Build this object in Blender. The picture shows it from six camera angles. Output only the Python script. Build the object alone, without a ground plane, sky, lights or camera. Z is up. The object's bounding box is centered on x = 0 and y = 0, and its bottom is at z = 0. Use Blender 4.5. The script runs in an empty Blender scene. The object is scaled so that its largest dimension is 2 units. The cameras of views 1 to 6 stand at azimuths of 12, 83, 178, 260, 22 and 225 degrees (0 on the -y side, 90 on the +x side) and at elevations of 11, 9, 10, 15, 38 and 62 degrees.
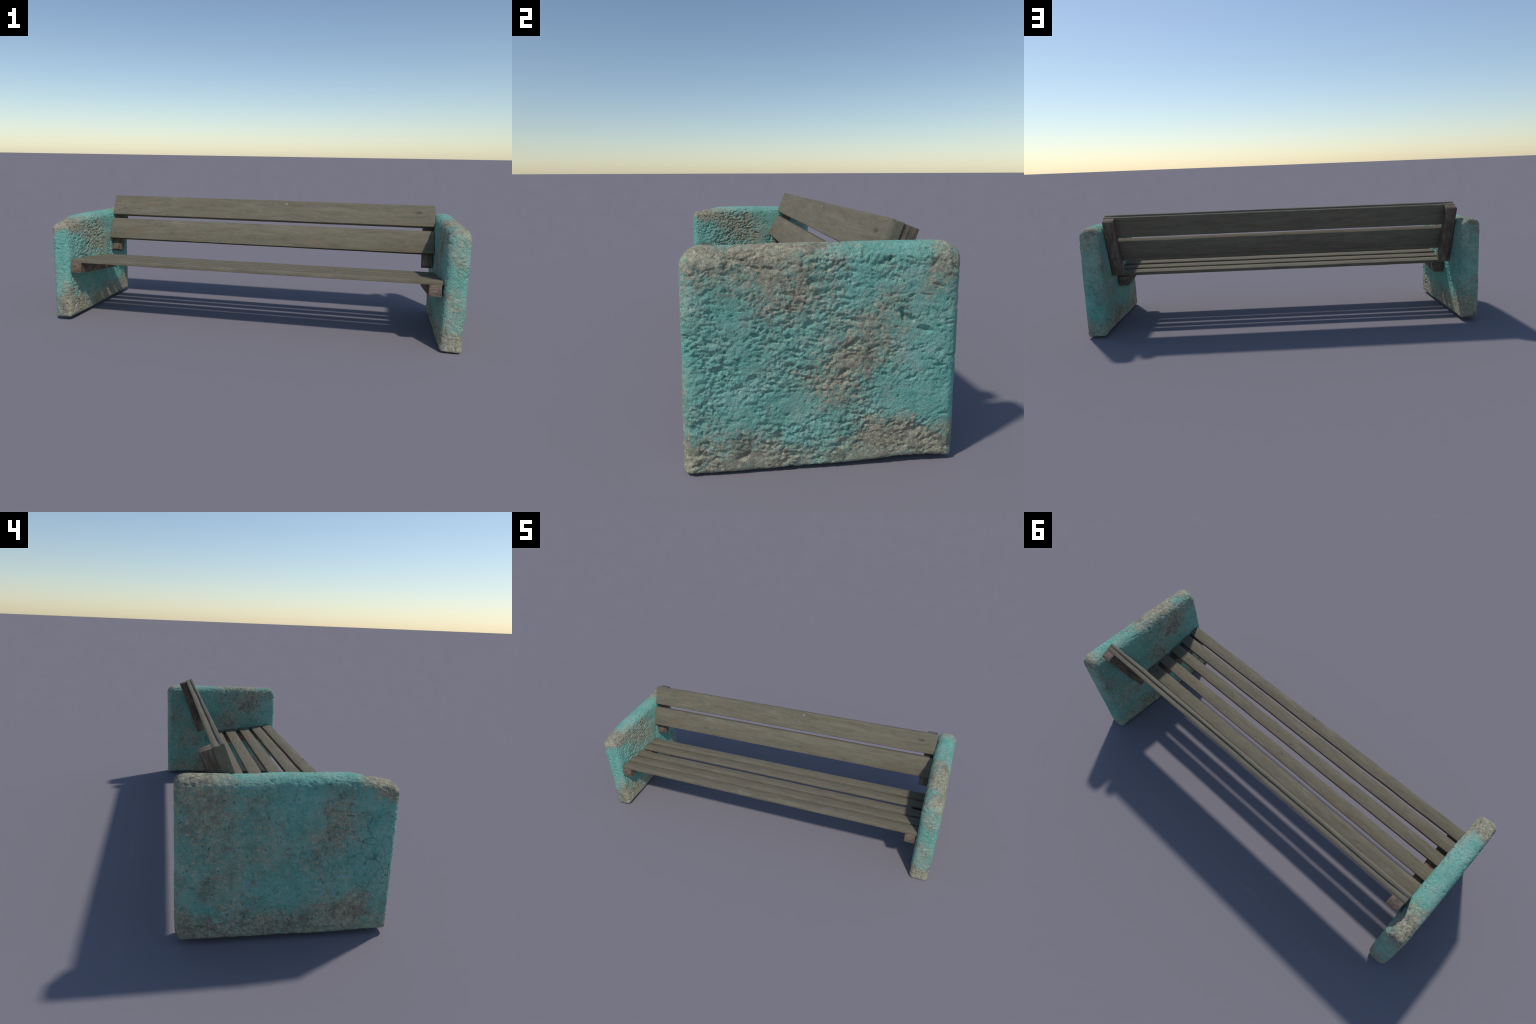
"""A park bench: grey weathered planks on brown timbers, held between two
chunky turquoise-painted concrete end slabs."""
import bpy, bmesh, math, random
import numpy as np
from mathutils import Vector, Matrix

random.seed(11)

# --------------------------------------------------------------------------
# noise in numpy (gradient noise on a hashed lattice)
# --------------------------------------------------------------------------
def _hash(ix, iy, iz, seed):
    h = (ix * 374761393 + iy * 668265263 + iz * 2147483647 + seed * 1274126177) & 0xFFFFFFFF
    h = ((h ^ (h >> 13)) * 1274126177) & 0xFFFFFFFF
    h = ((h ^ (h >> 16)) * 2246822519) & 0xFFFFFFFF
    return h ^ (h >> 15)

def noise3(p, seed=0):
    i = np.floor(p).astype(np.int64)
    f = p - i
    u = f * f * f * (f * (f * 6 - 15) + 10)
    out = np.zeros(len(p))
    for dx in (0, 1):
        for dy in (0, 1):
            for dz in (0, 1):
                h = _hash(i[:, 0] + dx, i[:, 1] + dy, i[:, 2] + dz, seed)
                gx = ((h & 1023) / 511.5) - 1
                gy = (((h >> 10) & 1023) / 511.5) - 1
                gz = (((h >> 20) & 1023) / 511.5) - 1
                d = gx * (f[:, 0] - dx) + gy * (f[:, 1] - dy) + gz * (f[:, 2] - dz)
                w = (u[:, 0] if dx else 1 - u[:, 0]) * (u[:, 1] if dy else 1 - u[:, 1]) * (u[:, 2] if dz else 1 - u[:, 2])
                out += w * d
    return out

def fbm(p, octaves=3, seed=0, gain=0.5):
    a, s, t = 1.0, 1.0, 0.0
    for k in range(octaves):
        t = t + a * noise3(p * s, seed + 17 * k)
        a *= gain
        s *= 2.03
    return t

def smooth(e0, e1, x):
    t = np.clip((x - e0) / (e1 - e0), 0, 1)
    return t * t * (3 - 2 * t)

# --------------------------------------------------------------------------
# node helpers
# --------------------------------------------------------------------------
class Nodes:
    def __init__(self, name):
        self.mat = bpy.data.materials.new(name)
        self.mat.use_nodes = True
        self.nt = self.mat.node_tree
        self.nt.nodes.clear()
        self.out = self.nt.nodes.new("ShaderNodeOutputMaterial")
        self.bsdf = self.nt.nodes.new("ShaderNodeBsdfPrincipled")
        self.nt.links.new(self.bsdf.outputs[0], self.out.inputs[0])
        self.coord = self.nt.nodes.new("ShaderNodeTexCoord").outputs["Object"]

    def put(self, sock, v):
        if isinstance(v, bpy.types.NodeSocket):
            self.nt.links.new(v, sock)
        else:
            sock.default_value = v

    def math(self, op, a, b=0.0, c=0.0, clamp=False):
        n = self.nt.nodes.new("ShaderNodeMath")
        n.operation = op
        n.use_clamp = clamp
        for s, v in zip(n.inputs, (a, b, c)):
            self.put(s, v)
        return n.outputs[0]

    def vec(self, op, a, b=(0, 0, 0), scale=None):
        n = self.nt.nodes.new("ShaderNodeVectorMath")
        n.operation = op
        self.put(n.inputs[0], a)
        if op != "LENGTH":
            self.put(n.inputs[1], b)
        if scale is not None:
            self.put(n.inputs["Scale"], scale)
        return n.outputs["Value"] if op in ("LENGTH", "DISTANCE") else n.outputs["Vector"]

    def noise(self, vec, scale, detail=3, rough=0.55, distortion=0.0, color=False):
        n = self.nt.nodes.new("ShaderNodeTexNoise")
        self.put(n.inputs["Vector"], vec)
        n.inputs["Scale"].default_value = scale
        n.inputs["Detail"].default_value = detail
        n.inputs["Roughness"].default_value = rough
        n.inputs["Distortion"].default_value = distortion
        return n.outputs["Color" if color else "Fac"]

    def voronoi(self, vec, scale, feature="F1"):
        n = self.nt.nodes.new("ShaderNodeTexVoronoi")
        n.feature = feature
        self.put(n.inputs["Vector"], vec)
        n.inputs["Scale"].default_value = scale
        return n.outputs["Distance"]

    def remap(self, v, a, b, c=0.0, d=1.0, smoothstep=True):
        n = self.nt.nodes.new("ShaderNodeMapRange")
        n.interpolation_type = "SMOOTHSTEP" if smoothstep else "LINEAR"
        self.put(n.inputs[0], v)
        for k, x in zip(range(1, 5), (a, b, c, d)):
            self.put(n.inputs[k], x)
        return n.outputs[0]

    def ramp(self, v, stops):
        n = self.nt.nodes.new("ShaderNodeValToRGB")
        e = n.color_ramp.elements
        while len(e) < len(stops):
            e.new(0.5)
        for el, (pos, col) in zip(e, stops):
            el.position = pos
            el.color = (*col, 1)
        self.put(n.inputs[0], v)
        return n.outputs["Color"]

    def mix(self, fac, a, b, mode="MIX"):
        n = self.nt.nodes.new("ShaderNodeMix")
        n.data_type = "RGBA"
        n.blend_type = mode
        self.put(n.inputs["Factor"], fac)
        ins = [s for s in n.inputs if s.type == "RGBA"]
        for s, v in zip(ins, (a, b)):
            self.put(s, (*v, 1) if isinstance(v, tuple) and len(v) == 3 else v)
        return [o for o in n.outputs if o.type == "RGBA"][0]

    def bump(self, height, strength, dist, normal=None):
        n = self.nt.nodes.new("ShaderNodeBump")
        n.inputs["Strength"].default_value = strength
        n.inputs["Distance"].default_value = dist
        self.put(n.inputs["Height"], height)
        if normal is not None:
            self.put(n.inputs["Normal"], normal)
        return n.outputs[0]

    def done(self, color, rough, normal=None, specular=0.25):
        self.put(self.bsdf.inputs["Base Color"], color)
        self.put(self.bsdf.inputs["Roughness"], rough)
        self.bsdf.inputs["Specular IOR Level"].default_value = specular
        if normal is not None:
            self.put(self.bsdf.inputs["Normal"], normal)
        return self.mat

# --------------------------------------------------------------------------
# materials
# --------------------------------------------------------------------------
def painted_concrete(name, offset, patches, cracks):
    """Turquoise paint worn off to sandy concrete. patches: (centre, radii,
    amount) in the slab's own space; positive bares it, negative keeps paint."""
    N = Nodes(name)
    co = N.coord
    pos = N.vec("ADD", co, offset)
    warp = N.vec("SUBTRACT", N.noise(pos, 13, 5, 0.7, color=True), (0.5, 0.5, 0.5))
    wco = N.vec("ADD", co, N.vec("SCALE", warp, scale=0.16))
    field = None
    for c, r, amt in patches:
        d = N.vec("MULTIPLY", N.vec("SUBTRACT", wco, c), tuple(1 / x for x in r))
        m = N.math("MULTIPLY", N.remap(N.vec("LENGTH", d), 1.45, 0.1), amt)
        field = m if field is None else N.math("ADD", field, m)
    big = N.noise(pos, 7, 4, 0.6)
    mid = N.noise(pos, 42, 5, 0.72)
    fine = N.noise(pos, 112, 4, 0.75)
    grit = N.noise(pos, 420, 2, 0.8)
    # wear value: patches + cloudy wear + grain
    w = N.math("ADD", field, N.math("MULTIPLY", N.math("SUBTRACT", big, 0.5), 1.5))
    w = N.math("ADD", w, N.math("MULTIPLY", N.math("SUBTRACT", mid, 0.5), 2.3))
    w = N.math("ADD", w, N.math("MULTIPLY", N.math("SUBTRACT", fine, 0.5), 2.8))
    fleck = N.remap(w, 0.0, 0.75)                       # broken, hard-edged loss
    film = N.remap(N.math("ADD", N.math("MULTIPLY", field, 0.9), N.math("ADD", N.math("MULTIPLY", N.math("SUBTRACT", big, 0.5), 1.6), N.math("MULTIPLY", N.math("SUBTRACT", mid, 0.5), 0.9))), -0.80, 1.0)
    bare = N.math("ADD", N.math("MULTIPLY", fleck, 0.50), N.math("MULTIPLY", film, 0.46), clamp=True)
    # paint: bright to deep turquoise, chalky where thin
    hue = N.noise(N.vec("ADD", pos, (3.1, 1.7, 5.2)), 11, 4, 0.6)
    paint = N.ramp(N.math("ADD", hue, N.math("MULTIPLY", N.math("SUBTRACT", mid, 0.5), 0.55)),
                   [(0.25, (0.135, 0.440, 0.365)), (0.5, (0.225, 0.545, 0.460)),
                    (0.75, (0.345, 0.605, 0.525))])
    blotch = N.noise(N.vec("ADD", pos, (5.5, 0.3, 7.7)), 62, 4, 0.7)
    stone = N.ramp(N.math("ADD", N.math("MULTIPLY", fine, 0.4), N.math("MULTIPLY", blotch, 0.6)),
                   [(0.33, (0.200, 0.172, 0.122)), (0.5, (0.430, 0.382, 0.272)),
                    (0.64, (0.630, 0.570, 0.420))])
    col = N.mix(bare, paint, stone)
    # grey dirt smears inside the worn zones
    dirt = N.remap(N.noise(N.vec("ADD", pos, (9.0, 4.0, 2.0)), 17, 5, 0.7), 0.47, 0.70)
    dirt = N.math("MULTIPLY", dirt, N.remap(w, -0.25, 0.55))
    col = N.mix(N.math("MULTIPLY", dirt, 0.60), col, (0.140, 0.130, 0.112))
    # grain and small dark spots
    grain = N.remap(N.math("ADD", N.math("MULTIPLY", fine, 0.35), N.math("MULTIPLY", grit, 0.65)), 0.3, 0.7, 0.66, 1.30, False)
    shade = N.nt.nodes.new("ShaderNodeCombineColor")
    for s in shade.inputs[:3]:
        N.put(s, grain)
    col = N.mix(1.0, col, shade.outputs[0], "MULTIPLY")
    dark_spot = N.remap(N.noise(N.vec("ADD", pos, (2.2, 8.1, 6.6)), 80, 3, 0.6), 0.63, 0.72)
    col = N.mix(N.math("MULTIPLY", dark_spot, 0.66), col, (0.045, 0.062, 0.058))
    h = N.math("ADD", N.math("MULTIPLY", fine, 0.7), N.math("MULTIPLY", grit, 0.3))
    if cracks:
        line = None
        cv = N.vec("ADD", pos, N.vec("SCALE", warp, scale=0.06))
        edge = N.voronoi(cv, 21, "DISTANCE_TO_EDGE")
        line = N.remap(edge, 0.026, 0.0)
        zone = None
        for c, r in cracks:
            d = N.vec("MULTIPLY", N.vec("SUBTRACT", co, c), tuple(1 / x for x in r))
            m = N.remap(N.vec("LENGTH", d), 1.1, 0.5)
            zone = m if zone is None else N.math("MAXIMUM", zone, m)
        line = N.math("MULTIPLY", line, zone)
        line = N.math("MULTIPLY", line, N.remap(big, 0.40, 0.62))
        line = N.math("MULTIPLY", line, N.remap(w, 0.55, 0.0))
        col = N.mix(N.math("MULTIPLY", line, 0.34), col, (0.03, 0.10, 0.09))
        h = N.math("SUBTRACT", h, N.math("MULTIPLY", line, 0.35))
    nrm = N.bump(h, 1.0, 0.0080)
    return N.done(col, 0.92, nrm, 0.12)


def weathered_board(name, specks=None):
    """Silver-grey softwood, grain along the local x axis."""
    N = Nodes(name)
    info = N.nt.nodes.new("ShaderNodeObjectInfo")
    off = N.vec("SCALE", (7.3, 3.1, 5.7), scale=info.outputs["Random"])
    pos = N.vec("ADD", N.coord, off)
    bend = N.noise(N.vec("MULTIPLY", pos, (1.0, 4.0, 4.0)), 3.2, 3, 0.5)
    gpos = N.vec("ADD", pos, N.vec("SCALE", (0.0, 1.0, 1.0), scale=N.math("MULTIPLY", bend, 0.07)))
    fibre = N.noise(N.vec("MULTIPLY", gpos, (1.0, 26.0, 26.0)), 9, 5, 0.65)
    streak = N.noise(N.vec("MULTIPLY", gpos, (1.0, 9.0, 9.0)), 5, 4, 0.6)
    cloud = N.noise(N.vec("MULTIPLY", pos, (1.0, 2.6, 2.6)), 12, 5, 0.7)
    col = N.ramp(N.math("ADD", N.math("MULTIPLY", fibre, 0.55), N.math("MULTIPLY", streak, 0.45)),
                 [(0.28, (0.121, 0.107, 0.075)), (0.48, (0.175, 0.156, 0.113)), (0.72, (0.235, 0.212, 0.158))])
    col = N.mix(N.math("MULTIPLY", N.remap(cloud, 0.52, 0.70), 0.45), col, (0.112, 0.112, 0.082))
    warm = N.noise(N.vec("MULTIPLY", N.vec("ADD", pos, (4.0, 2.0, 9.0)), (1.0, 3.5, 3.5)), 6, 4, 0.6)
    col = N.mix(N.math("MULTIPLY", N.remap(warm, 0.54, 0.72), 0.45), col, (0.222, 0.148, 0.086))
    pale = N.noise(N.vec("MULTIPLY", N.vec("ADD", pos, (1.0, 6.0, 3.0)), (1.0, 3.0, 3.0)), 7, 4, 0.6)
    col = N.mix(N.math("MULTIPLY", N.remap(pale, 0.56, 0.74), 0.35), col, (0.262, 0.240, 0.170))
    for c, r, tint, amt in specks or ():
        d = N.vec("MULTIPLY", N.vec("SUBTRACT", N.vec("ADD", N.coord, N.vec("SCALE", N.vec("SUBTRACT", N.noise(N.coord, 120, 2, 0.5, color=True), (0.5, 0.5, 0.5)), scale=0.006)), c), tuple(1 / x for x in r))
        col = N.mix(N.math("MULTIPLY", N.remap(N.vec("LENGTH", d), 1.1, 0.5), amt), col, tint)
    nrm = N.bump(N.math("ADD", N.math("MULTIPLY", fibre, 0.7), N.math("MULTIPLY", streak, 0.3)), 0.35, 0.003)
    return N.done(col, 0.88, nrm, 0.15)


def brown_timber(name):
    """Reddish brown sawn timber, grain along the local x axis."""
    N = Nodes(name)
    info = N.nt.nodes.new("ShaderNodeObjectInfo")
    pos = N.vec("ADD", N.coord, N.vec("SCALE", (3.3, 8.1, 2.7), scale=info.outputs["Random"]))
    fibre = N.noise(N.vec("MULTIPLY", pos, (1.0, 3.0, 11.0)), 14, 5, 0.65, 0.3)
    cloud = N.noise(pos, 18, 4, 0.6)
    col = N.ramp(N.math("ADD", N.math("MULTIPLY", fibre, 0.7), N.math("MULTIPLY", cloud, 0.3)),
                 [(0.30, (0.064, 0.044, 0.031)), (0.5, (0.168, 0.122, 0.092)), (0.70, (0.300, 0.243, 0.200))])
    check = N.noise(N.vec("MULTIPLY", N.vec("ADD", pos, (1, 5, 2)), (1.0, 16.0, 16.0)), 7, 3, 0.5)
    col = N.mix(N.math("MULTIPLY", N.remap(check, 0.64, 0.70), 0.6), col, (0.022, 0.016, 0.013))
    nrm = N.bump(fibre, 0.5, 0.003)
    return N.done(col, 0.85, nrm, 0.2)


def rusty_metal(name):
    N = Nodes(name)
    n = N.noise(N.coord, 900, 3, 0.6)
    col = N.ramp(n, [(0.35, (0.020, 0.018, 0.017)), (0.65, (0.062, 0.050, 0.042))])
    return N.done(col, 0.7, None, 0.4)

# --------------------------------------------------------------------------
# object helpers
# --------------------------------------------------------------------------
bench = bpy.data.objects.new("park_bench", None)
bpy.context.scene.collection.objects.link(bench)
bench.empty_display_size = 0.3
bench["label"] = "weathered plank bench between chunky turquoise painted concrete ends"
bench["category"] = "bench"

def link(name, mesh, material, parent=bench, matrix=None):
    ob = bpy.data.objects.new(name, mesh)
    bpy.context.scene.collection.objects.link(ob)
    if not mesh.materials:
        mesh.materials.append(material)
    ob.parent = parent
    if matrix is not None:
        ob.matrix_local = matrix
    return ob

# --------------------------------------------------------------------------
# end slabs
# --------------------------------------------------------------------------
def box_grid(hx, hy, hz, step):
    """Vertices and quads of a box whose six faces are fine grids."""
    bm = bmesh.new()
    nx, ny, nz = (max(2, round(2 * h / step)) for h in (hx, hy, hz))
    index, verts, faces = {}, [], []
    def vid(i, j, k):
        key = (i, j, k)
        if key not in index:
            index[key] = len(verts)
            verts.append((-hx + 2 * hx * i / nx, -hy + 2 * hy * j / ny, -hz + 2 * hz * k / nz))
        return index[key]
    for j in range(ny):
        for k in range(nz):
            faces.append((vid(0, j, k), vid(0, j, k + 1), vid(0, j + 1, k + 1), vid(0, j + 1, k)))
            faces.append((vid(nx, j, k), vid(nx, j + 1, k), vid(nx, j + 1, k + 1), vid(nx, j, k + 1)))
    for i in range(nx):
        for k in range(nz):
            faces.append((vid(i, 0, k), vid(i + 1, 0, k), vid(i + 1, 0, k + 1), vid(i, 0, k + 1)))
            faces.append((vid(i, ny, k), vid(i, ny, k + 1), vid(i + 1, ny, k + 1), vid(i + 1, ny, k)))
        for j in range(ny):
            faces.append((vid(i, j, 0), vid(i, j + 1, 0), vid(i + 1, j + 1, 0), vid(i + 1, j, 0)))
            faces.append((vid(i, j, nz), vid(i + 1, j, nz), vid(i + 1, j + 1, nz), vid(i, j + 1, nz)))
    bm.free()
    return np.array(verts), faces

def concrete_slab(x_mid, thick, depth, z_low, z_high, edge_r, top_r, base_r, corner_r, top_curve, base_curve, gouges, rough_zones, seed):
    """Rounded slab with its own corner radii (front/back, top/bottom), an
    uneven top and base line, rough hammered faces and knocked-out gouges."""
    hx, hy, hz = thick / 2, depth / 2, (z_high - z_low) / 2
    P, faces = box_grid(hx, hy, hz, 0.0023)
    H = np.array([hx, hy, hz])
    # round the rim: work in (x, inset from the outline), tighter along the base
    ends, top, low = hy - np.abs(P[:, 1]), hz - P[:, 2], P[:, 2] + hz
    inset = np.minimum(np.minimum(ends, top), low)
    r = edge_r + (top_r - edge_r) * smooth(-0.03, 0.03, ends - top)
    r = base_r + (r - base_r) * smooth(-0.02, 0.02, low - np.minimum(ends, top))
    ex = np.maximum(np.abs(P[:, 0]) - (hx - r), 0)
    ed = np.maximum(r - inset, 0)
    ln = np.maximum(np.hypot(ex, ed), 1e-9)
    f = np.where((ex > 0) & (ed > 0), np.maximum(ex, ed) / ln, 1.0)
    P[:, 0] = np.sign(P[:, 0]) * np.where(ex > 0, hx - r + ex * f, np.abs(P[:, 0]))
    new_inset = np.where(ed > 0, r - ed * f, inset)
    rim = ed > 0
    P[rim, 1] *= ((hy - new_inset) / (hy - inset))[rim]
    P[rim, 2] *= ((hz - new_inset) / (hz - inset))[rim]
    # larger rounding of the four corners of the outline
    for (sy, sz), R in corner_r.items():
        a = sy * P[:, 1] - (hy - R)
        b = sz * P[:, 2] - (hz - R)
        k = (a > 0) & (b > 0)
        ln = np.hypot(a, b)
        f = np.where(k, np.maximum(a, b) / np.maximum(ln, 1e-9), 1.0)
        P[:, 1] = np.where(k, sy * (hy - R + a * f), P[:, 1])
        P[:, 2] = np.where(k, sz * (hz - R + b * f), P[:, 2])
    # uneven top and bottom lines
    t = (P[:, 2] + hz) / (2 * hz)
    ys = [c[0] for c in top_curve]
    P[:, 2] += np.interp(P[:, 1], ys, [c[1] for c in top_curve]) * smooth(0.55, 1.0, t)
    yb = [c[0] for c in base_curve]
    P[:, 2] += np.interp(P[:, 1], yb, [c[1] for c in base_curve]) * smooth(0.45, 0.0, t)
    # relief along the normal of the smooth slab
    me = bpy.data.meshes.new("end_slab")
    me.from_pydata(P.tolist(), [], faces)
    nrm = np.empty(len(P) * 3)
    me.vertex_normals.foreach_get("vector", nrm)
    nrm = nrm.reshape(-1, 3)
    q = P + np.array([seed * 3.7, seed * 1.3, seed * 2.1])
    rough = 0.80 + 1.9 * fbm(q * 10, 3, seed + 5)
    for c, r, amt in rough_zones:
        rough += amt * smooth(1.2, 0.3, np.linalg.norm((P - np.array(c)) / np.array(r), axis=1))
    rough = np.clip(rough, 0.18, 1.9)
    warpv = np.stack([noise3(q * 22, seed + k) for k in (41, 42, 43)], 1) * 0.018
    qa = (q + warpv) * np.array([1.0, 0.85, 1.75])
    chip = fbm(qa * 42, 4, seed + 9, 0.62)
    flake = np.where(chip > 0.02, 0.02 + (chip - 0.02) * 0.35, chip)     # flat tops, broken hollows
    ridge = 0.35 - np.abs(fbm((q + warpv * 1.5) * 64, 2, seed + 10))
    h = 0.0045 * fbm(q * 5.5, 2, seed + 1) + 0.0030 * fbm(q * 17, 2, seed + 2)
    h += rough * (0.0052 * flake + 0.0012 * ridge + 0.0040 * fbm(q * 85, 3, seed + 3, 0.6))
    pits = noise3((q + warpv * 0.6) * np.array([40, 40, 52]), seed + 4)
    crease = noise3((q + warpv * 1.2) * np.array([30, 24, 85]), seed + 21)
    h -= 0.0045 * smooth(0.34, 0.52, crease)
    h -= 0.0050 * smooth(0.36, 0.55, pits)
    specks_ = noise3(q * 95, seed + 14)
    h -= 0.0036 * smooth(0.30, 0.6, specks_)
    for c, r, depth_, ang in gouges:
        v = P - np.array(c)
        ca, sa = math.cos(ang), math.sin(ang)
        vy = ca * v[:, 1] + sa * v[:, 2]
        vz = -sa * v[:, 1] + ca * v[:, 2]
        rr = np.sqrt((v[:, 0] / 0.03) ** 2 + (vy / r[0]) ** 2 + (vz / r[1]) ** 2) + 0.8 * fbm(q * 60, 2, seed + 6)
        h -= 0.8 * depth_ * smooth(1.25, 0.1, rr)
    h = np.where(h > 0.001, 0.001 + (h - 0.001) * 0.45, h)      # worn, flattened high spots
    h *= 0.55 + 0.45 * smooth(0.0, 0.045, inset)               # arrises are worn smoother
    P = P + nrm * (h - 0.0010)[:, None]
    P[:, 2] += hz + z_low
    P[:, 2] = np.maximum(P[:, 2], 0.0)
    me.vertices.foreach_set("co", P.ravel())
    me.polygons.foreach_set("use_smooth", [True] * len(me.polygons))
    me.update()
    return me

IN, OUT = -0.05, 0.05      # for the slab at +x: inner face towards -x

right_patches = [
    # outer face
    ((OUT, -0.26, 0.52), (0.09, 0.12, 0.07), 0.65), ((OUT, -0.10, 0.49), (0.06, 0.13, 0.10), 0.60),
    ((OUT, -0.06, 0.38), (0.05, 0.09, 0.09), 0.35), ((OUT, 0.10, 0.34), (0.05, 0.10, 0.10), 0.50),
    ((OUT, 0.03, 0.23), (0.05, 0.10, 0.08), 0.50), ((OUT, -0.22, 0.03), (0.07, 0.15, 0.10), 0.75),
    ((OUT, 0.10, 0.02), (0.07, 0.24, 0.085), 0.70), ((OUT, 0.17, 0.09), (0.05, 0.08, 0.05), 0.6),
    ((OUT, 0.30, 0.04), (0.07, 0.10, 0.07), 0.75), ((OUT, 0.30, 0.50), (0.07, 0.07, 0.09), 0.6),
    ((OUT, -0.27, 0.27), (0.06, 0.09, 0.14), -0.45), ((OUT, 0.27, 0.22), (0.06, 0.11, 0.14), -0.4),
    ((OUT, -0.08, 0.15), (0.05, 0.12, 0.07), -0.3), ((OUT, 0.09, 0.47), (0.05, 0.07, 0.06), -0.45),
    # top
    ((0.0, -0.10, 0.55), (0.07, 0.13, 0.03), 0.75), ((0.0, -0.29, 0.545), (0.07, 0.07, 0.04), 0.5),
    ((0.0, 0.31, 0.54), (0.08, 0.06, 0.04), 0.4), ((0.0, 0.13, 0.55), (0.06, 0.14, 0.03), -0.05),
    # front edge
    ((0.0, -0.34, 0.42), (0.07, 0.04, 0.06), 0.3), ((0.0, -0.34, 0.22), (0.07, 0.04, 0.12), 0.35),
    ((0.0, -0.34, 0.04), (0.08, 0.05, 0.08), 0.75), ((0.02, -0.34, 0.33), (0.06, 0.04, 0.06), -0.3),
    # inner face
    ((IN, -0.16, 0.47), (0.05, 0.15, 0.08), 0.75), ((IN, -0.02, 0.34), (0.05, 0.08, 0.09), 0.6),
    ((IN, 0.29, 0.36), (0.06, 0.07, 0.07), 0.6), ((IN, 0.20, 0.24), (0.05, 0.08, 0.07), 0.55),
    ((IN, 0.10, 0.03), (0.06, 0.30, 0.07), 0.9), ((IN, -0.25, 0.06), (0.06, 0.10, 0.10), 0.75),
    ((IN, 0.16, 0.45), (0.05, 0.12, 0.07), -0.35), ((IN, -0.29, 0.38), (0.05, 0.05, 0.12), -0.3),
    # back edge
    ((0.0, 0.34, 0.42), (0.07, 0.04, 0.07), 0.3), ((0.03, 0.34, 0.15), (0.06, 0.04, 0.14), -0.4),
]
left_patches = [   # inner face of this slab is towards +x
    # outer face
    ((IN, 0.25, 0.42), (0.06, 0.13, 0.16), 0.6), ((IN, 0.22, 0.22), (0.05, 0.12, 0.10), 0.4),
    ((IN, 0.07, 0.32), (0.05, 0.06, 0.09), 0.45), ((IN, -0.14, 0.38), (0.05, 0.10, 0.10), 0.5),
    ((IN, 0.10, 0.04), (0.06, 0.26, 0.11), 0.80), ((IN, -0.19, 0.08), (0.06, 0.11, 0.09), 0.7),
    ((IN, 0.30, 0.04), (0.06, 0.08, 0.07), 0.7), ((IN, -0.27, 0.33), (0.05, 0.09, 0.18), -0.5),
    ((IN, -0.01, 0.16), (0.05, 0.10, 0.08), -0.6), ((IN, 0.26, 0.10), (0.05, 0.05, 0.05), -0.7),
    ((IN, -0.02, 0.45), (0.05, 0.08, 0.08), -0.3),
    # top
    ((0.0, 0.28, 0.53), (0.08, 0.12, 0.035), 0.9), ((0.0, -0.30, 0.50), (0.09, 0.09, 0.06), 1.35),
    ((0.0, -0.08, 0.53), (0.07, 0.13, 0.03), -0.1), ((0.0, 0.13, 0.535), (0.07, 0.07, 0.03), 0.25),
    # front edge
    ((0.0, -0.34, 0.33), (0.08, 0.05, 0.14), -0.5), ((0.03, -0.33, 0.12), (0.05, 0.05, 0.08), 0.85),
    ((0.0, -0.34, 0.02), (0.07, 0.05, 0.05), 0.5),
    # inner face
    ((OUT, -0.03, 0.41), (0.05, 0.13, 0.11), 0.62), ((OUT, -0.20, 0.47), (0.05, 0.10, 0.07), 0.60),
    ((OUT, -0.26, 0.05), (0.05, 0.12, 0.07), 0.95), ((OUT, 0.10, 0.04), (0.05, 0.30, 0.075), 0.95),
    ((OUT, 0.31, 0.07), (0.06, 0.07, 0.09), 0.8), ((OUT, -0.27, 0.36), (0.05, 0.07, 0.08), -0.4),
    ((OUT, 0.13, 0.48), (0.05, 0.09, 0.08), -0.5), ((OUT, 0.05, 0.20), (0.05, 0.22, 0.09), -0.5),
    # back edge
    ((0.0, 0.34, 0.12), (0.07, 0.05, 0.14), 0.45), ((0.02, 0.34, 0.42), (0.06, 0.04, 0.09), 0.2),
]

right_material = painted_concrete("turquoise_paint_on_concrete", (2.3, 0.4, 1.1), right_patches,
                                  [((0.0, 0.36, 0.16), (0.09, 0.08, 0.20))])
left_material = painted_concrete("turquoise_paint_on_worn_concrete", (6.1, 3.2, 0.7), left_patches,
                                 [((IN, -0.24, 0.30), (0.06, 0.20, 0.28))])

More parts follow.
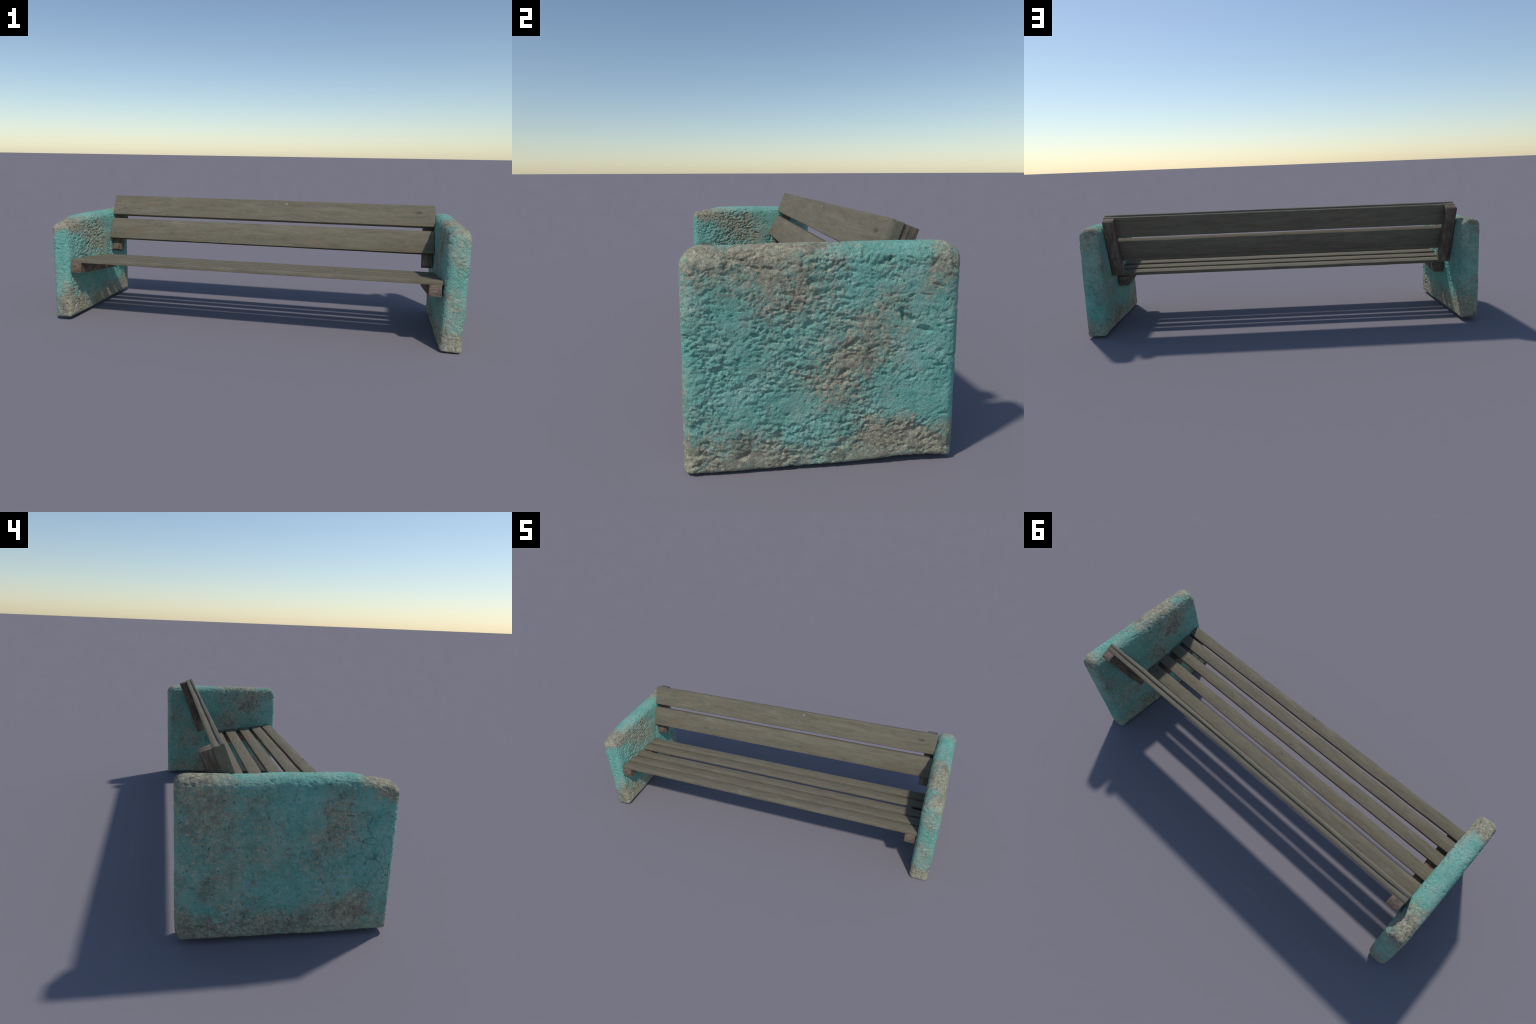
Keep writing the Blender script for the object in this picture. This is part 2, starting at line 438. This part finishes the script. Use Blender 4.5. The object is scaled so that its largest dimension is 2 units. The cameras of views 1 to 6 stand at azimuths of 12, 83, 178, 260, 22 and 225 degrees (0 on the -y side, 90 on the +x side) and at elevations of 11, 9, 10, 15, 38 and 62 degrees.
right_slab = concrete_slab(
    0.95, 0.101, 0.682, 0.0, 0.5575, 0.032, 0.042, 0.014,
    {(-1, 1): 0.050, (1, 1): 0.046, (-1, -1): 0.012, (1, -1): 0.016},
    [(-0.34, -0.005), (-0.1, -0.002), (0.34, 0.0)],
    [(-0.34, 0.001), (-0.15, 0.002), (0.05, 0.005), (0.2, 0.012), (0.27, 0.012), (0.34, 0.004)],
    [((0.05, 0.14, -0.278 + 0.51), (0.030, 0.009), 0.010, 0.5), ((0.05, 0.205, -0.278 + 0.375), (0.034, 0.008), 0.010, -0.5),
     ((0.05, -0.19, -0.278 + 0.045), (0.018, 0.010), 0.010, 0.2), ((0.05, -0.165, -0.278 + 0.345), (0.014, 0.007), 0.008, 0.0),
     ((0.05, -0.04, -0.278 + 0.365), (0.020, 0.010), 0.007, 0.4), ((0.05, 0.255, -0.278 + 0.34), (0.020, 0.006), 0.007, 0.0),
     ((0.05, 0.06, -0.278 + 0.31), (0.035, 0.006), 0.006, 0.6), ((0.05, 0.24, -0.278 + 0.085), (0.035, 0.012), 0.008, 0.1),
     ((0.05, -0.11, -0.278 + 0.09), (0.02, 0.012), 0.007, 0.6), ((0.05, 0.05, -0.278 + 0.245), (0.014, 0.009), 0.008, 0.8),
     ((-0.05, -0.06, -0.278 + 0.33), (0.012, 0.010), 0.008, 0.0), ((-0.05, 0.20, -0.278 + 0.24), (0.013, 0.011), 0.009, 0.0),
     ((-0.05, -0.21, -0.278 + 0.46), (0.016, 0.008), 0.006, 0.3), ((0.05, -0.33, -0.278 + 0.07), (0.05, 0.09), 0.009, 0.0)],
    [((0.05, -0.28, 0.05), (0.04, 0.12, 0.3), 0.3), ((0.05, 0.05, 0.05), (0.04, 0.15, 0.2), 0.35),
     ((-0.05, 0, 0), (0.03, 0.4, 0.4), -0.3), ((0, 0.34, 0), (0.05, 0.04, 0.4), -0.3)], 3)
right_slab_object = link("end_slab", right_slab, right_material, matrix=Matrix.Translation((0.9486, 0, 0)))

left_slab = concrete_slab(
    -0.95, 0.0935, 0.682, 0.009, 0.527, 0.030, 0.037, 0.016,
    {(-1, 1): 0.030, (1, 1): 0.030, (-1, -1): 0.016, (1, -1): 0.030},
    [(-0.34, -0.030), (-0.26, -0.014), (-0.19, -0.001), (0.0, 0.001), (0.13, -0.003), (0.34, 0.001)],
    [(-0.34, 0.004), (-0.1, 0.0), (0.1, 0.003), (0.34, 0.004)],
    [((-0.05, 0.255, -0.259 + 0.18), (0.035, 0.011), 0.009, -0.5), ((-0.05, -0.055, -0.259 + 0.475), (0.022, 0.008), 0.008, -0.7),
     ((-0.05, -0.13, -0.259 + 0.18), (0.016, 0.005), 0.006, -0.4), ((-0.05, 0.20, -0.259 + 0.055), (0.014, 0.009), 0.008, 0.0),
     ((-0.05, 0.27, -0.259 + 0.025), (0.02, 0.008), 0.007, -0.4), ((-0.05, 0.31, -0.259 + 0.215), (0.014, 0.008), 0.006, 0.0),
     ((-0.05, 0.01, -0.259 + 0.20), (0.01, 0.006), 0.005, 0.0), ((-0.045, -0.15, -0.259 + 0.27), (0.13, 0.10), 0.008, 0.0),
     ((0.05, -0.26, -0.259 + 0.40), (0.05, 0.006), 0.006, 1.1), ((0.05, -0.13, -0.259 + 0.37), (0.04, 0.007), 0.007, 0.6),
     ((0.05, -0.30, -0.259 + 0.21), (0.018, 0.007), 0.006, 0.8), ((0.05, -0.02, -0.259 + 0.42), (0.04, 0.01), 0.006, 0.7)],
    [((0.05, -0.08, 0.13), (0.05, 0.26, 0.2), 0.7), ((-0.05, 0, 0), (0.03, 0.4, 0.4), -0.12),
     ((-0.05, 0.1, -0.22), (0.04, 0.25, 0.08), 0.5)], 8)
link("end_slab", left_slab, left_material, matrix=Matrix.Translation((-0.9540, 0, 0)))

# --------------------------------------------------------------------------
# timber: a section swept along local x, slightly uneven
# --------------------------------------------------------------------------
def swept_board(name, length, section, rings, seed, wobble=0.0012, section_at=None):
    """section: closed list of (across, up) points. Ends get a small chamfer."""
    rng = random.Random(seed)
    xs = [-length / 2, -length / 2 + 0.0015]
    xs += [-length / 2 + length * (i + 1) / rings for i in range(rings - 1)]
    xs += [length / 2 - 0.0015, length / 2]
    base = np.array(section)
    cen = (base.min(0) + base.max(0)) / 2
    half = (base.max(0) - base.min(0)) / 2
    verts, faces = [], []
    n = len(section)
    for i, x in enumerate(xs):
        s = np.array(section_at(x)) if section_at else base.copy()
        if i in (0, len(xs) - 1):
            s = cen + (s - cen) * (1 - 0.0015 / np.maximum(half, 0.004))
        q = np.column_stack([np.full(n, x * 7.0), s[:, 0] * 14, s[:, 1] * 14]) + seed * 5.31
        dy = fbm(q, 2, seed) * wobble
        dz = fbm(q + 31.7, 2, seed + 1) * wobble * 0.8
        for k in range(n):
            verts.append((x, s[k, 0] + dy[k], s[k, 1] + dz[k]))
    for i in range(len(xs) - 1):
        for k in range(n):
            a, b = i * n + k, i * n + (k + 1) % n
            faces.append((a, b, b + n, a + n))
    faces.append(tuple(range(n - 1, -1, -1)))
    faces.append(tuple(range((len(xs) - 1) * n, len(xs) * n)))
    me = bpy.data.meshes.new(name)
    me.from_pydata(verts, [], faces)
    bm = bmesh.new()
    bm.from_mesh(me)
    bmesh.ops.recalc_face_normals(bm, faces=bm.faces)
    bmesh.ops.triangulate(bm, faces=[f for f in bm.faces if len(f.verts) > 4])
    for f in bm.faces:
        f.smooth = True
    bm.to_mesh(me)
    bm.free()
    me.set_sharp_from_angle(angle=math.radians(40))
    return me

def box_section(w, t, r=0.0025):
    """Rectangle with softened corners, centred, w across and t high."""
    a, b = w / 2, t / 2
    pts = []
    for cx, cy, a0 in ((a - r, b - r, 0), (-a + r, b - r, 90), (-a + r, -b + r, 180), (a - r, -b + r, 270)):
        for k in range(3):
            ang = math.radians(a0 + 45 * k)
            pts.append((cx + r * math.cos(ang), cy + r * math.sin(ang)))
    return pts

board = weathered_board("weathered_grey_wood")
timber = brown_timber("brown_sawn_timber")
metal = rusty_metal("rusty_metal")

X0, X1 = -0.906, 0.898
LENGTH, XMID = X1 - X0, (X0 + X1) / 2

def frame(x, y, z, along, up):
    """Local axes: x = along, z = up."""
    a = Vector(along).normalized()
    u = (Vector(up) - a * a.dot(Vector(up))).normalized()
    v = u.cross(a)
    M = Matrix((a, v, u)).transposed().to_4x4()
    M.translation = Vector((x, y, z))
    return M

# screw head, shared mesh: a domed disc with a cross recess
def screw_mesh():
    bm = bmesh.new()
    n = 14
    rings = [(0.0036, -0.003), (0.0036, 0.0), (0.0030, 0.0006), (0.0014, 0.0009)]
    vs = [[bm.verts.new((r * math.cos(2 * math.pi * k / n), r * math.sin(2 * math.pi * k / n), z)) for k in range(n)] for r, z in rings]
    for a, b in zip(vs, vs[1:]):
        for k in range(n):
            bm.faces.new((a[k], a[(k + 1) % n], b[(k + 1) % n], b[k]))
    c = bm.verts.new((0, 0, 0.0002))
    for k in range(n):
        bm.faces.new((vs[-1][k], vs[-1][(k + 1) % n], c))
    me = bpy.data.meshes.new("screw")
    bm.to_mesh(me)
    bm.free()
    me.materials.append(metal)
    return me
SCREW = screw_mesh()

def screw(parent, x, across, up):
    ob = bpy.data.objects.new("screw", SCREW)
    bpy.context.scene.collection.objects.link(ob)
    ob.parent = parent
    ob.matrix_local = Matrix.Translation((x, across, up))
    return ob

# ---- seat: five planks on a slope that falls to the back ------------------
SEAT_TILT = math.radians(6.4)
SEAT_FRONT = Vector((0, -0.3095, 0.3197))          # front top edge
s_dir = Vector((0, math.cos(SEAT_TILT), -math.sin(SEAT_TILT)))
s_up = Vector((0, math.sin(SEAT_TILT), math.cos(SEAT_TILT)))
PLANK_T = 0.0195
SEAT_ALONG = (1.0, -0.0018, 0.0014)                # right end a touch higher and further forward
# (start, width, thickness) of each plank measured back along the seat
seat_rows = [(0.0, 0.057, 0.0208), (0.0695, 0.0595, 0.019), (0.1498, 0.0578, 0.019),
             (0.2368, 0.0598, 0.0125), (0.3198, 0.062, 0.017)]
for i, (s0, w, thick) in enumerate(seat_rows):
    me = swept_board("seat_plank", LENGTH, box_section(w, thick, 0.002), 60, 20 + i, 0.0016)
    p = SEAT_FRONT + s_dir * (s0 + w / 2) - s_up * (thick / 2)
    ob = link("seat_plank", me, board, matrix=frame(XMID, p.y, p.z, SEAT_ALONG, s_up))
    if i < 4:                                    # one nail in the middle of each of the front four
        screw(ob, (0.006, 0.001, 0.001, -0.002)[i], (-0.0185, 0.006, 0.017, -0.007)[i], thick / 2)

# ---- seat beams under the planks -----------------------------------------
BEAM_W, BEAM_H, BEAM_L = 0.055, 0.052, 0.385
for i, bx in enumerate((0.8655, -0.8810)):
    me = swept_board("seat_beam", BEAM_L, box_section(BEAM_W, BEAM_H, 0.002), 12, 40 + i, 0.0010)
    p = SEAT_FRONT + s_dir * (BEAM_L / 2 - 0.004) - s_up * (PLANK_T + BEAM_H / 2 + 0.0005)
    link("seat_beam", me, timber, matrix=frame(bx, p.y, p.z, s_dir, s_up))

# ---- backrest: two wide planks leaning on two posts ------------------------
LEAN = math.radians(20.7)
BACK_TOP = Vector((0, 0.1930, 0.607))             # front top edge of the upper plank
b_down = Vector((0, -math.sin(LEAN), -math.cos(LEAN)))
b_back = Vector((0, math.cos(LEAN), -math.sin(LEAN)))
BACK_T = 0.037

def upper_section(w, t, top_depth, low_depth, shift):
    """Board on edge, its two narrow faces worn into a hollow: steep on the
    front side of the hollow, easing out towards the back."""
    a, b, r = w / 2, t / 2, 0.002
    c = b * 0.30 + shift                       # where the hollow is deepest
    out = [(a, b - r), (a, c + 0.0035), (a - top_depth * 0.8, c + 0.0015), (a - top_depth, c),
           (a - top_depth * 0.72, c - 0.005), (a - top_depth * 0.3, c - 0.010), (a, -b * 0.80), (a - r, -b)]
    low = [(-a + r, -b), (-a, -b + r), (-a, -b * 0.35), (-a + low_depth, -b * 0.05), (-a + low_depth * 0.4, b * 0.2),
           (-a, b * 0.35), (-a, b - 0.0025), (-a + 0.0025, b)]
    return out + low + [(a - r, b)]

def upper_at(x):
    e = min(1.0, (LENGTH / 2 - abs(x)) / 0.10)
    e = e * e * (3 - 2 * e)
    d = 0.0022 + 0.0046 * e * (0.9 + 0.2 * math.sin(3.1 * x + 0.6))
    sh = 0.0012 * math.sin(4.2 * x + 1.0) + 0.0007 * math.sin(11.0 * x)
    return upper_section(0.1145, BACK_T, d, 0.004, sh)

DROP, INK = (0.42, 0.42, 0.37), (0.12, 0.15, 0.16)
specks = [((0.119, 0.040, 0.018), (0.009, 0.009, 0.012), DROP, 0.40), ((0.026, 0.044, 0.018), (0.004, 0.004, 0.012), DROP, 0.45),
          ((0.059, 0.0375, 0.018), (0.004, 0.004, 0.012), DROP, 0.40), ((-0.031, -0.006, 0.018), (0.003, 0.003, 0.012), DROP, 0.45),
          ((0.037, -0.034, 0.018), (0.006, 0.003, 0.012), INK, 0.6),
          ((0.817, 0.0147, 0.018), (0.022, 0.010, 0.014), (0.075, 0.070, 0.050), 0.55),   # knot
          ((0.827, 0.0155, 0.018), (0.006, 0.005, 0.014), (0.035, 0.032, 0.028), 0.8)]
upper_board = weathered_board("weathered_grey_wood_stained", specks)
b_front = -b_back
for i, (s0, w) in enumerate(((0.0, 0.1145), (0.1374, 0.1182))):
    # local x along the bench, local y up the backrest, local z to the front
    if i == 0:
        sec = upper_at(0.0)
        me = swept_board("backrest_plank", LENGTH, sec, 180, 60, 0.0010, upper_at)
    else:
        # a saw kerf runs along the rear face, close to the lower edge
        sec = box_section(w, BACK_T)
        kerf = -w / 2 + 0.0175
        back = min(p[1] for p in sec)
        at = max(k for k, p in enumerate(sec) if p[0] < 0 and p[1] < back + 1e-6) + 1
        sec[at:at] = [(kerf - 0.001, back), (kerf, back + 0.004), (kerf + 0.003, back + 0.004), (kerf + 0.009, back)]
        me = swept_board("backrest_plank", LENGTH, sec, 60, 61, 0.0016)
    p = BACK_TOP + b_down * (s0 + w / 2) + b_back * (BACK_T / 2)
    ob = link("backrest_plank", me, upper_board if i == 0 else board, matrix=frame(XMID, p.y, p.z, (1, 0, 0), b_front))
    screw(ob, -0.866 if i == 0 else -0.874, -0.034 if i == 0 else -0.0355, BACK_T / 2)

POST_W, POST_T, POST_L = 0.053, 0.043, 0.316
for i, px in enumerate((0.8685, -0.877)):
    me = swept_board("backrest_post", POST_L, box_section(POST_W, POST_T, 0.0018), 12, 80 + i, 0.0008)
    p = BACK_TOP + b_down * (POST_L / 2 + 0.0015) + b_back * (BACK_T + 0.0008 + POST_T / 2)
    link("backrest_post", me, timber, matrix=frame(px, p.y, p.z, b_down, b_back))
